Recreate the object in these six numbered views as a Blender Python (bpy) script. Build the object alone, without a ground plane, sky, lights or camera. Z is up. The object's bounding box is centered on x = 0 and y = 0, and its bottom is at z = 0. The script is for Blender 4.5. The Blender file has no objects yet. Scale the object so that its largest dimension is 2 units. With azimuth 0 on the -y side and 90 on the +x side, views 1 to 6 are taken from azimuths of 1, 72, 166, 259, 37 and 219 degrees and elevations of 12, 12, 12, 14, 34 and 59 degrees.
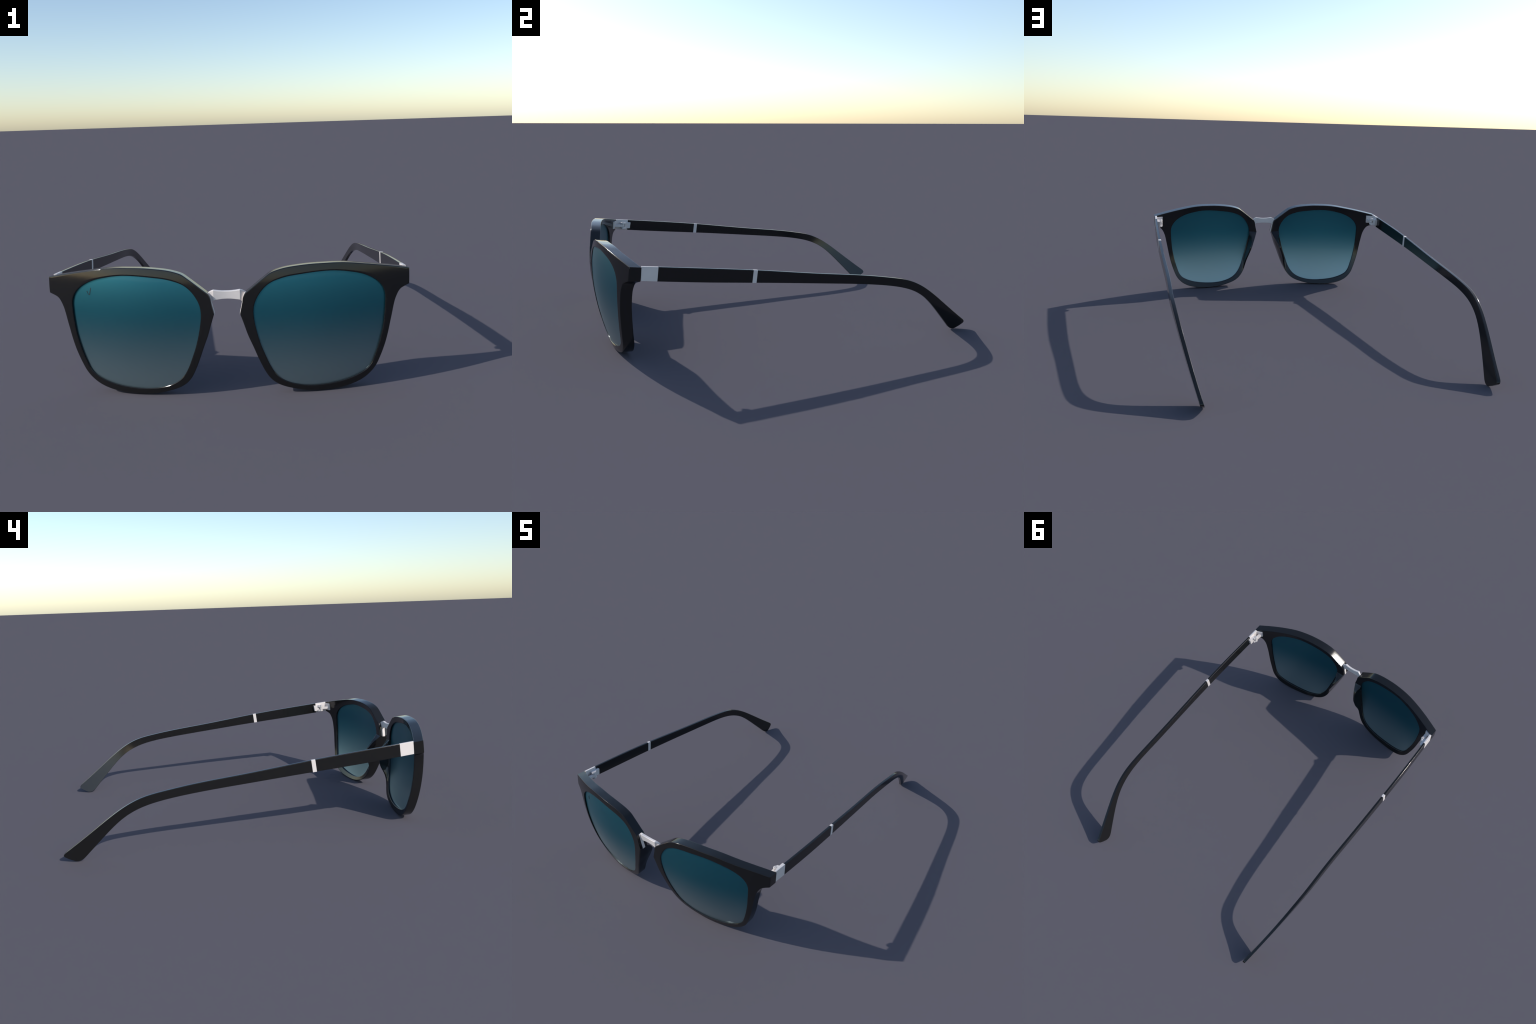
"""A pair of sunglasses lying open on its rims and temple tips.
Everything is described for the wearer-left (+x) half and mirrored to -x."""
import bpy, bmesh, math
from mathutils import Vector, Matrix
import numpy as np

# ------------------------------------------------------------------ helpers
def spline(knots, vals):
    """natural cubic spline through (knots, vals)"""
    k = np.array(knots, float); v = np.array(vals, float)
    n = len(k); h = np.diff(k)
    M = np.zeros((n, n)); r = np.zeros(n); M[0, 0] = M[-1, -1] = 1
    for i in range(1, n - 1):
        M[i, i-1] = h[i-1]; M[i, i] = 2*(h[i-1]+h[i]); M[i, i+1] = h[i]
        r[i] = 6*((v[i+1]-v[i])/h[i] - (v[i]-v[i-1])/h[i-1])
    m = np.linalg.solve(M, r)
    def f(y):
        i = int(np.clip(np.searchsorted(k, y) - 1, 0, n - 2))
        a = k[i+1]-y; b = y-k[i]; hh = h[i]
        return float((m[i]*a**3+m[i+1]*b**3)/(6*hh)+(v[i]/hh-m[i]*hh/6)*a+(v[i+1]/hh-m[i+1]*hh/6)*b)
    return f

def smooth(a, b, t):
    if a > b: return 1-smooth(b, a, t)
    t = min(1.0, max(0.0, (t-a)/(b-a)))
    return t*t*(3-2*t)

def lerp(a, b, t): return a+(b-a)*t

def catmull(pts, samples, closed=False):
    """centripetal Catmull-Rom through 2D points, resampled evenly"""
    P = [Vector(p) for p in pts]
    if closed: Q = [P[-1]]+P+[P[0], P[1]]
    else: Q = [P[0]*2-P[1]]+P+[P[-1]*2-P[-2]]
    dense = []
    for i in range(1, len(Q)-2):
        p0, p1, p2, p3 = Q[i-1:i+3]
        t0 = 0; t1 = t0+(p1-p0).length**.5; t2 = t1+(p2-p1).length**.5; t3 = t2+(p3-p2).length**.5
        for s in range(24):
            t = lerp(t1, t2, s/24)
            a1 = p0*((t1-t)/(t1-t0))+p1*((t-t0)/(t1-t0))
            a2 = p1*((t2-t)/(t2-t1))+p2*((t-t1)/(t2-t1))
            a3 = p2*((t3-t)/(t3-t2))+p3*((t-t2)/(t3-t2))
            b1 = a1*((t2-t)/(t2-t0))+a2*((t-t0)/(t2-t0))
            b2 = a2*((t3-t)/(t3-t1))+a3*((t-t1)/(t3-t1))
            dense.append(b1*((t2-t)/(t2-t1))+b2*((t-t1)/(t2-t1)))
    dense.append(Q[-2].copy())
    L = [0]
    for a, b in zip(dense[:-1], dense[1:]): L.append(L[-1]+(b-a).length)
    out = []
    for s in range(samples):
        d = L[-1]*s/samples
        j = max(1, int(np.searchsorted(L, d)))
        t = (d-L[j-1])/max(1e-9, L[j]-L[j-1])
        out.append(dense[j-1].lerp(dense[j], t))
    return out          # end point left out

def finish(bm, name, mat, parent, mirror=False, smooth_deg=35, weld=True):
    if weld: bmesh.ops.remove_doubles(bm, verts=bm.verts, dist=1e-6)
    if mirror:
        for v in bm.verts: v.co.x = -v.co.x
    bmesh.ops.recalc_face_normals(bm, faces=bm.faces)
    lim = math.radians(smooth_deg)
    for f in bm.faces: f.smooth = True
    for e in bm.edges:
        e.smooth = not (len(e.link_faces) == 2 and e.calc_face_angle(0) > lim)
    me = bpy.data.meshes.new(name); bm.to_mesh(me); bm.free()
    me.materials.append(mat)
    ob = bpy.data.objects.new(name, me); bpy.context.scene.collection.objects.link(ob)
    if parent: ob.parent = parent
    w = ob.modifiers.new("weighted", 'WEIGHTED_NORMAL'); w.keep_sharp = True; w.weight = 60
    return ob

def loft(bm, rings, cap=True, closed=False):
    R = [[bm.verts.new(p) for p in r] for r in rings]
    n = len(R[0])
    pairs = list(zip(R[:-1], R[1:])) + ([(R[-1], R[0])] if closed else [])
    for a, b in pairs:
        for i in range(n):
            j = (i+1) % n
            bm.faces.new((a[i], a[j], b[j], b[i]))
    if cap and not closed:
        bm.faces.new(R[0]); bm.faces.new(list(reversed(R[-1])))
    return R

def box(bm, corners, bevel=0.0, seg=2):
    """hexahedron from 8 corners: (x0|x1) x (y0|y1) x (z0|z1), x fastest"""
    v = [bm.verts.new(c) for c in corners]
    fs = [(0,1,3,2),(4,6,7,5),(0,4,5,1),(2,3,7,6),(0,2,6,4),(1,5,7,3)]
    F = [bm.faces.new([v[i] for i in f]) for f in fs]
    if bevel:
        es = list({e for f in F for e in f.edges})
        bmesh.ops.bevel(bm, geom=es, offset=bevel, segments=seg, profile=.5, affect='EDGES')

def slab(x0, x1, y0, y1, z0, z1):
    return [(x, y, z) for z in (z0, z1) for y in (y0, y1) for x in (x0, x1)]

def cylinder(bm, c, r, z0, z1, n=28, bevel=.0012):
    rings = []
    for rr, z in ((r-bevel, z0), (r, z0+bevel), (r, z1-bevel), (r-bevel, z1)):
        rings.append([(c[0]+rr*math.cos(2*math.pi*i/n), c[1]+rr*math.sin(2*math.pi*i/n), z) for i in range(n)])
    loft(bm, rings)

# ---------------------------------------------------------------- materials
def principled(name, color, rough, metallic=0.0, spec=.5):
    m = bpy.data.materials.new(name); m.use_nodes = True
    b = m.node_tree.nodes["Principled BSDF"]
    b.inputs["Base Color"].default_value = (*color, 1)
    b.inputs["Roughness"].default_value = rough
    b.inputs["Metallic"].default_value = metallic
    b.inputs["Specular IOR Level"].default_value = spec
    return m, m.node_tree, b

def grain(nt, bsdf, color, amount, scale):
    """very faint mottling of the colour"""
    tc = nt.nodes.new("ShaderNodeTexCoord")
    n = nt.nodes.new("ShaderNodeTexNoise"); n.inputs["Scale"].default_value = scale; n.inputs["Detail"].default_value = 3
    nt.links.new(tc.outputs["Object"], n.inputs["Vector"])
    r = nt.nodes.new("ShaderNodeValToRGB")
    r.color_ramp.elements[0].position = .3; r.color_ramp.elements[1].position = .7
    r.color_ramp.elements[0].color = (*[c*(1-amount) for c in color], 1)
    r.color_ramp.elements[1].color = (*[c*(1+amount) for c in color], 1)
    nt.links.new(n.outputs["Fac"], r.inputs["Fac"]); nt.links.new(r.outputs["Color"], bsdf.inputs["Base Color"])

BLACK = (.0104, .0103, .0104)
mat_black, nt, b = principled("polished_black_acetate", BLACK, .115, 0, .46)
grain(nt, b, BLACK, .04, 18)
SILVER = (.74, .685, .655)
mat_silver, nt, b = principled("satin_silver", SILVER, .65, .25)
grain(nt, b, SILVER, .02, 30)
mat_slot, _, _ = principled("dark_slot", (.06, .06, .065), .5)
mat_mark, _, _ = principled("etched_mark", (.006, .024, .031), .4)

LENS_TOP = (.026, .165, .218)
LENS_LOW = (.262, .362, .388)
mat_lens, nt, b = principled("gradient_tint_lens", LENS_TOP, .34, .79)
b.inputs["Coat Weight"].default_value = .1; b.inputs["Coat Roughness"].default_value = .03
tc = nt.nodes.new("ShaderNodeTexCoord"); sx = nt.nodes.new("ShaderNodeSeparateXYZ")
nt.links.new(tc.outputs["Object"], sx.inputs["Vector"])
mr = nt.nodes.new("ShaderNodeMapRange"); mr.inputs["From Min"].default_value = .03; mr.inputs["From Max"].default_value = .525
nt.links.new(sx.outputs["Z"], mr.inputs["Value"])
rp = nt.nodes.new("ShaderNodeValToRGB"); rp.color_ramp.interpolation = 'EASE'
e = rp.color_ramp.elements
e[0].position = .0; e[0].color = (*LENS_LOW, 1)
e[1].position = .72; e[1].color = (*LENS_TOP, 1)
nt.links.new(mr.outputs["Result"], rp.inputs["Fac"]); nt.links.new(rp.outputs["Color"], b.inputs["Base Color"])

# ------------------------------------------------------------ frame surface
# front face of the frame: a gently wrapped sheet, y as a polynomial of x and z
FC = {(0,0):-.9709,(1,0):.0688,(2,0):.0788,(3,0):.0145,(4,0):-.0271,(0,1):-.0222,(0,2):.0375,(1,1):.0018,(2,1):.0032}
def front(x, z):
    u = (x-.4)/.4; w = (z-.28)/.28
    return sum(c*u**i*w**j for (i, j), c in FC.items())
RIM_T = .0545                          # front to back
# extra depth of the built-in nose pad at the nasal wall, by height
pad_depth = spline([.09,.127,.158,.186,.212,.239,.259,.276,.292,.309,.327,.346,.366],
                   [0,.006,.019,.037,.052,.0605,.0640,.0615,.0550,.0455,.0335,.0165,0])
def pad(z): return pad_depth(z) if .09 < z < .366 else 0.0
# sideways splay of the nasal wall from front to back
def splay(z): return .0115*smooth(.10, .20, z)*(1-smooth(.27, .37, z))

def frame_point(x, z, d, nasal, v, zo):
    """d 0..1 front to back; nasal 0..1 how far on the nose side; v 0 outer edge, 1 lens edge;
    zo height of the outline point this cross-section starts from"""
    y0 = front(x, z)
    crest = lerp(.38, 1.0, smooth(.285, .368, zo)**1.3)      # the pad's crest widens to the full rim at its top
    extra = pad(zo)*nasal*min(1, max(0, (crest+.36-v)/.36))
    y = y0 + d*(RIM_T+extra)
    X = x + smooth(.45, 1.0, d)*splay(zo)*nasal*(1-.6*v)   # wall runs straight back, then rolls over
    Z = z - d*(.001+.0048*smooth(.22, .46, z))
    return Vector((X, y, Z))

# outline of the rim: four smooth runs that meet in crisp corners
NOSE_TOP = (.0725, .4500); NOSE_TIP = (.0515, .367); END_TOP = (.7465, .5025); END_LOW = (.7462, .4365)
brow = [NOSE_TOP,(.100,.4712),(.130,.4945),(.152,.5113),(.1755,.5275),(.205,.538),(.235,.545),(.282,.551),(.337,.555),
        (.385,.5555),(.435,.555),(.487,.551),(.546,.542),(.616,.530),(.689,.5155),END_TOP]
end_face = [END_TOP,(.7468,.47),END_LOW]
temporal = [END_LOW,(.723,.4285),(.709,.422),(.699,.412),(.691,.398),(.683,.379),(.677,.356),(.671,.325),(.664,.289),
            (.656,.245),(.647,.204),(.638,.172),(.627,.139),(.613,.103),(.599,.079),(.582,.0595),(.562,.0425),(.531,.0255),
            (.490,.0125),(.439,.0045),(.388,.002),(.328,.005),(.288,.012),(.253,.0215),(.223,.032),(.196,.0465),(.175,.064),
            (.159,.084),(.141,.118),(.119,.171),(.099,.226),(.080,.275),(.063,.331),NOSE_TIP]
nose = [NOSE_TIP,(.0565,.389),(.0615,.412),(.065,.434),NOSE_TOP]
opening = [(.410,.524),(.364,.523),(.298,.517),(.242,.5095),(.206,.500),(.181,.4905),(.162,.479),(.145,.464),(.129,.444),
           (.115,.419),(.1075,.397),(.105,.375),(.106,.350),(.110,.320),(.119,.277),(.132,.229),(.150,.179),(.168,.134),
           (.186,.101),(.211,.073),(.243,.053),(.293,.037),(.343,.031),(.380,.031),(.420,.034),(.468,.0415),(.509,.053),
           (.546,.069),(.571,.086),(.589,.111),(.603,.149),(.616,.192),(.626,.236),(.633,.277),(.6365,.312),(.640,.368),
           (.6395,.408),(.632,.433),(.619,.453),(.599,.472),(.571,.489),(.535,.5035),(.486,.515),(.446,.5215)]

def rim_loops():
    runs = [(brow, 80), (end_face, 6), (temporal, 220), (nose, 20)]
    outer = []
    for pts, n in runs: outer += catmull(pts, n)
    inner_dense = catmull(opening, 1400, closed=True)
    C = Vector((.372, .412))
    # match each outline point with the opening point seen in nearly the same direction
    ang = lambda p: math.atan2(p.y-C.y, (p.x-C.x))
    order = sorted(((ang(p), p) for p in inner_dense), key=lambda t: t[0])
    A = np.array([o[0] for o in order])
    # angle made monotone along the outline so the tucked-in underside of the end piece stays tidy
    a = np.unwrap([ang(p) for p in outer])
    a = np.minimum.accumulate(a)
    n = len(a)
    total = -2*math.pi
    flat = a.copy()
    for _ in range(12):                # relax spacing, keeps order
        ext = np.concatenate([[flat[-1]-total], flat, [flat[0]+total]])
        flat = .5*flat+.25*(ext[:-2]+ext[2:])
    inner = []
    for t in flat:
        t = (t+math.pi) % (2*math.pi)-math.pi
        j = int(np.searchsorted(A, t)) % len(A)
        inner.append(order[j][1].copy())
    return outer, inner

OUTER, INNER = rim_loops()

def build_rim(name, parent, mirror):
    """ring with a closed cross-section; the edge rounding is done in flat (x, depth, z)
    space, then the ring is wrapped on to the frame surface"""
    bm = bmesh.new()
    lay = bm.verts.layers.float.new("v"); lzo = bm.verts.layers.float.new("zo")
    VS = [0, .12, .25, .38, .52, .66, .82, 1]          # outer -> lens edge
    rings = []
    N = len(OUTER)
    for i in range(N):
        o, q = OUTER[i], INNER[i]
        fr = [(o.lerp(q, v), 0.0) for v in VS]
        bk = [(o.lerp(q, v), 1.0) for v in reversed(VS)]
        wall_in = [(q, .5)]; wall_out = [(o, w) for w in (.86, .72, .58, .35)]
        prof = fr+wall_in+bk+wall_out
        rings.append([Vector((p.x, d*.05, p.y)) for p, d in prof])
    R = loft(bm, rings, closed=True)
    n = len(R[0]); nv = len(VS)
    idx_fo, idx_fi, idx_bi, idx_bo = 0, nv-1, nv+1, 2*nv
    def loop_edges(k):
        return [e for e in (bm.edges.get((R[i][k], R[(i+1) % N][k])) for i in range(N)) if e]
    # remember where each vertex sits across the ring
    pos = VS+[1]+list(reversed(VS))+[0]*4
    for r, o in zip(R, OUTER):
        for k, v in enumerate(r): v[lay] = pos[k]; v[lzo] = o.y
    bm.normal_update()
    for k, w in ((idx_fo, .0062), (idx_fi, .0055), (idx_bo, .0035), (idx_bi, .0022)):
        es = loop_edges(k)
        bmesh.ops.bevel(bm, geom=es, offset=w, segments=3, profile=.5, affect='EDGES', clamp_overlap=True)
        # indices stay valid for the other loops: they are separate vertices
    for v in bm.verts:
        x, d, z = v.co.x, v.co.y/.05, v.co.z
        nasal = 1-smooth(.19, .26, x)
        v.co = frame_point(x, z, d, nasal, v[lay], v[lzo])
    bm.verts.layers.float.remove(bm.verts.layers.float["v"]); bm.verts.layers.float.remove(bm.verts.layers.float["zo"])
    return finish(bm, name, mat_black, parent, mirror, 28)

# -------------------------------------------------------------------- lens
LENS_IN_NOSE, LENS_IN_TEMPLE = .0042, .0090
def build_lens(name, parent, mirror):
    bm = bmesh.new()
    edge = catmull(opening, 160, closed=True)
    C = Vector((.372, .285))
    rings_f, rings_b = [], []
    steps = [1.025, .97, .9, .8, .68, .54, .4, .28, .18, .1, .05, .02]
    def pt(p, s, back):
        q = C+(p-C)*s
        bow = max(0, 1-((q.x-.372)/.27)**2)*max(0, 1-((q.y-.278)/.25)**2)   # the rear face is flatter than the front
        d = (.044+.011*bow) if back else lerp(LENS_IN_NOSE, LENS_IN_TEMPLE, smooth(.15, .60, q.x))-.0022*smooth(.22, .06, q.y)*smooth(.35, .6, q.x)
        return (q.x, front(q.x, q.y)+d, q.y - (d/RIM_T)*.004)
    rings = [[pt(p, s, False) for p in edge] for s in reversed(steps)]
    rings += [[pt(p, s, True) for p in edge] for s in steps]
    loft(bm, rings)
    return finish(bm, name, mat_lens, parent, mirror, 40)

def build_mark(parent):
    """small etched tick in the upper outer corner of one lens"""
    bm = bmesh.new()
    def stroke(a, b, wa, wb):
        a, b = Vector(a), Vector(b); t = (b-a).normalized(); nrm = Vector((-t.y, t.x))
        front_pts, back_pts = [], []
        for p in (a+nrm*wa, b+nrm*wb, b-nrm*wb, a-nrm*wa):
            y = front(p.x, p.y)+LENS_IN_TEMPLE-.0002
            front_pts.append((-p.x, y-.0006, p.y)); back_pts.append((-p.x, y+.001, p.y))
        loft(bm, [front_pts, back_pts])
    stroke((.5540, .4690), (.5615, .4392), .0013, .0021)
    stroke((.5722, .4550), (.5655, .4400), .0018, .0008)
    return finish(bm, "lens_mark", mat_mark, parent)

# ------------------------------------------------------------------ bridge
def build_bridge(parent):
    bm = bmesh.new()
    st = []
    # x, y front, thickness, z top, z bottom
    half = [(0,-.9752,.0150,.4555,.4235),(.018,-.9757,.0150,.4559,.4230),(.034,-.9768,.0153,.4576,.4214),
            (.047,-.9781,.0156,.4597,.4198),(.0528,-.9785,.0157,.4606,.4190),
            (.0620,-.9733,.0135,.4570,.410),(.0700,-.9687,.0115,.4520,.408),(.0780,-.9642,.0110,.4465,.408)]
    st = [(-x, *r) for x, *r in reversed(half[1:])]+half
    rings = []
    for x, y, t, zt, zb in st:
        b = .0016
        rings.append([(x,y+b,zb),(x,y,zb+b),(x,y,zt-b),(x,y+b,zt),(x,y+t-b,zt),(x,y+t,zt-b),(x,y+t,zb+b),(x,y+t-b,zb)])
    loft(bm, rings)
    br = finish(bm, "bridge", mat_silver, parent, False, 20)
    # side flanges that run down the nasal walls of both rims
    for mir in (False, True):
        bm = bmesh.new(); rings = []
        for x, z in ((.0720,.4490),(.0650,.4330),(.0612,.4110),(.0566,.3890),(.0517,.3690),(.0512,.3600)):
            yf = front(.06, z)+.0165+(.4490-z)*.02; yb = yf+.0175
            xo, xi = x-.0010, x+.006
            b = .0012
            rings.append([(xo+b,yf,z),(xi,yf,z),(xi,yb,z),(xo+b,yb,z),(xo,yb-b,z),(xo,yf+b,z)])
        loft(bm, rings)
        finish(bm, "bridge_flange", mat_silver, br, mir, 30)
    return br

# ----------------------------------------------------------------- temples
ky = [-.8,-.5,-.25,.1,.35,.55,.7,.85,1.0]
x_out = spline(ky, [.7438,.7472,.7447,.7362,.7306,.7278,.7124,.6822,.6471])
z_top = spline([-.8,-.5,-.25,.1,.35,.5,.6,.7,.8,.9,1.02], [.5012,.4722,.4453,.4007,.3713,.3477,.3236,.2734,.2000,.1214,.0310])
z_bot = spline([-.8,-.5,-.25,.1,.35,.5,.6,.7,.8,.9], [.4335,.4044,.3832,.3508,.3255,.3030,.2753,.2195,.1239,.0163])
thick = spline([-.8,-.2,.4,1.0], [.0125,.0145,.0163,.0163])
def lean(y): return lerp(-.02, .27, smooth(.35, 1.0, y))     # lower edge drifts inward behind the ear

def x_side(y, z): return x_out(min(y, 1.0))+lean(min(y, 1.0))*(z-z_top(min(y, 1.0)))

def temple_pairs(kind):
    """list of (top (y, z), bottom (y, z)) station pairs"""
    P = []
    def run(t0, t1, b0, b1, n):
        for i in range(n+1):
            s = i/n; yt, yb = lerp(t0, t1, s), lerp(b0, b1, s)
            P.append(((yt, z_top(yt)), (yb, z_bot(yb))))
    if kind == 'cap':   run(-.7955, -.7195, -.8005, -.7275, 6)
    if kind == 'front': run(-.7190, -.2685, -.7270, -.2765, 24)
    if kind == 'ring':  run(-.2680, -.2475, -.2760, -.2555, 3)
    if kind == 'tip':
        run(-.2470, .985, -.2550, .893, 110)
        P.pop()
        def bez(a, b, c, n): return [(lerp(lerp(a[0],b[0],t),lerp(b[0],c[0],t),t), lerp(lerp(a[1],b[1],t),lerp(b[1],c[1],t),t)) for t in (i/n for i in range(n+1))]
        m = (.9745, .0155)
        t = bez((.985, z_top(.985)), (1.0105, .0385), (.993, .0280), 10)
        t += [(lerp(t[-1][0], m[0], s), lerp(t[-1][1], m[1], s)) for s in (.3, .6, .85, .97)]
        u = bez((.893, z_bot(.893)), (.921, -.0075), (.948, .0020), 10)
        u += [(lerp(u[-1][0], m[0], s), lerp(u[-1][1], m[1], s)) for s in (.3, .6, .85, .97)]
        P += list(zip(t, u))
    return P

def build_temple_piece(name, kind, mat, parent, mirror, proud=0.0, bevel=.0028):
    bm = bmesh.new(); rings = []
    pairs = temple_pairs(kind)
    for (yt, zt), (yb, zb) in pairs:
        T = Vector((x_side(yt, zt), yt, zt)); B = Vector((x_side(yb, zb), yb, zb))
        # outside/inside thickness
        w = thick(min(yt, 1.0))
        h = (T-B).length
        up = (T-B).normalized()
        T = T+up*proud; B = B-up*proud; h += 2*proud
        r = min(bevel, .45*h); rx = min(bevel, .45*w)
        ring = []
        def corner(cx, cz, sx, sz):
            for k in range(4):
                a = math.pi/2*k/3
                if sx*sz < 0: a = math.pi/2-a
                ring.append((cx+sx*rx*(math.cos(a)-1), cz+sz*r*(math.sin(a)-1)))
        corner(0+proud, h, 1, 1); corner(-w-proud, h, -1, 1); corner(-w-proud, 0, -1, -1); corner(proud, 0, 1, -1)
        rings.append([B+up*c[1]+Vector((c[0], 0, 0)) for c in ring])
    loft(bm, rings)
    return finish(bm, name, mat, parent, mirror, 30)

def build_hinge(cap, parent_rim, mirror):
    # leaf on the back of the rim
    bm = bmesh.new()
    pl = []
    for z, xi, xo in ((.4425, .6965, .7330), (.4915, .6950, .7330)):
        for off in (-.004, .0100):
            for x in (xi, xo):
                pl.append((x, front(x, z)+RIM_T+off, z))
    box(bm, [pl[i] for i in range(8)], .0015)
    # middle knuckle arm reaching back from the leaf
    box(bm, [(.697,-.818,.4545),(.719,-.808,.4545),(.699,-.757,.4530),(.7175,-.757,.4530),
             (.697,-.818,.4695),(.719,-.808,.4695),(.699,-.757,.4680),(.7175,-.757,.4680)], .001)
    cylinder(bm, (.7105, -.7570), .0122, .4530, .4680)
    finish(bm, "hinge_leaf", mat_silver, parent_rim, mirror, 30)
    # block on the inside of the temple with two knuckles
    bm = bmesh.new()
    box(bm, [(.7165,-.7440,.4410),(.7340,-.7440,.4410),(.7165,-.7105,.4385),(.7340,-.7105,.4385),
             (.7165,-.7400,.4805),(.7340,-.7400,.4805),(.7165,-.7035,.4775),(.7340,-.7035,.4775)], .0015)
    for z0, z1 in ((.4690, .4825), (.4385, .4520)):
        box(bm, [(.7000,-.757,z0),(.7340,-.7640,z0),(.7090,-.735,z0-.001),(.7340,-.735,z0-.001),
                 (.7000,-.757,z1),(.7340,-.7640,z1),(.7090,-.735,z1-.001),(.7340,-.735,z1-.001)], .001)
        cylinder(bm, (.7105, -.7570), .0124, z0, z1)
    hb = finish(bm, "hinge_block", mat_silver, cap, mirror, 30)
    return hb

def build_screw(parent, mirror):
    bm = bmesh.new()
    cylinder(bm, (.7100, -.7570), .0072, .4785, .4842, 24, .0008)
    finish(bm, "hinge_screw", mat_silver, parent, mirror, 30)
    bm = bmesh.new()
    box(bm, slab(.7093, .7107, -.7628, -.7512, .4835, .4846))
    finish(bm, "hinge_screw_slot", mat_slot, parent, mirror, 30)
    bm = bmesh.new()      # dark seat round the screw head
    rings = [[(.7100+r*math.cos(a*math.pi/14), -.7570+r*math.sin(a*math.pi/14), z) for a in range(28)]
             for r, z in ((.0072, .4820), (.0084, .4820), (.0084, .4829), (.0072, .4829))]
    loft(bm, rings, closed=True)
    finish(bm, "hinge_screw_seat", mat_slot, parent, mirror, 30)

# ---------------------------------------------------------------- assemble
root = bpy.data.objects.new("sunglasses", None)
bpy.context.scene.collection.objects.link(root)
root["label"] = "black square sunglasses with teal gradient lenses and silver bridge"
root["category"] = "sunglasses"

for mir in (False, True):
    rim = build_rim("rim", root, mir)
    lens = build_lens("lens", root, mir)
    if mir: build_mark(lens)
    temple = build_temple_piece("temple", 'tip', mat_black, root, mir)
    build_temple_piece("temple_front", 'front', mat_black, temple, mir)
    build_temple_piece("temple_ring", 'ring', mat_silver, temple, mir, .0006, .0015)
    cap = build_temple_piece("hinge_cap", 'cap', mat_silver, root, mir, 0, .0018)
    build_hinge(cap, rim, mir)
    build_screw(cap, mir)
build_bridge(root)
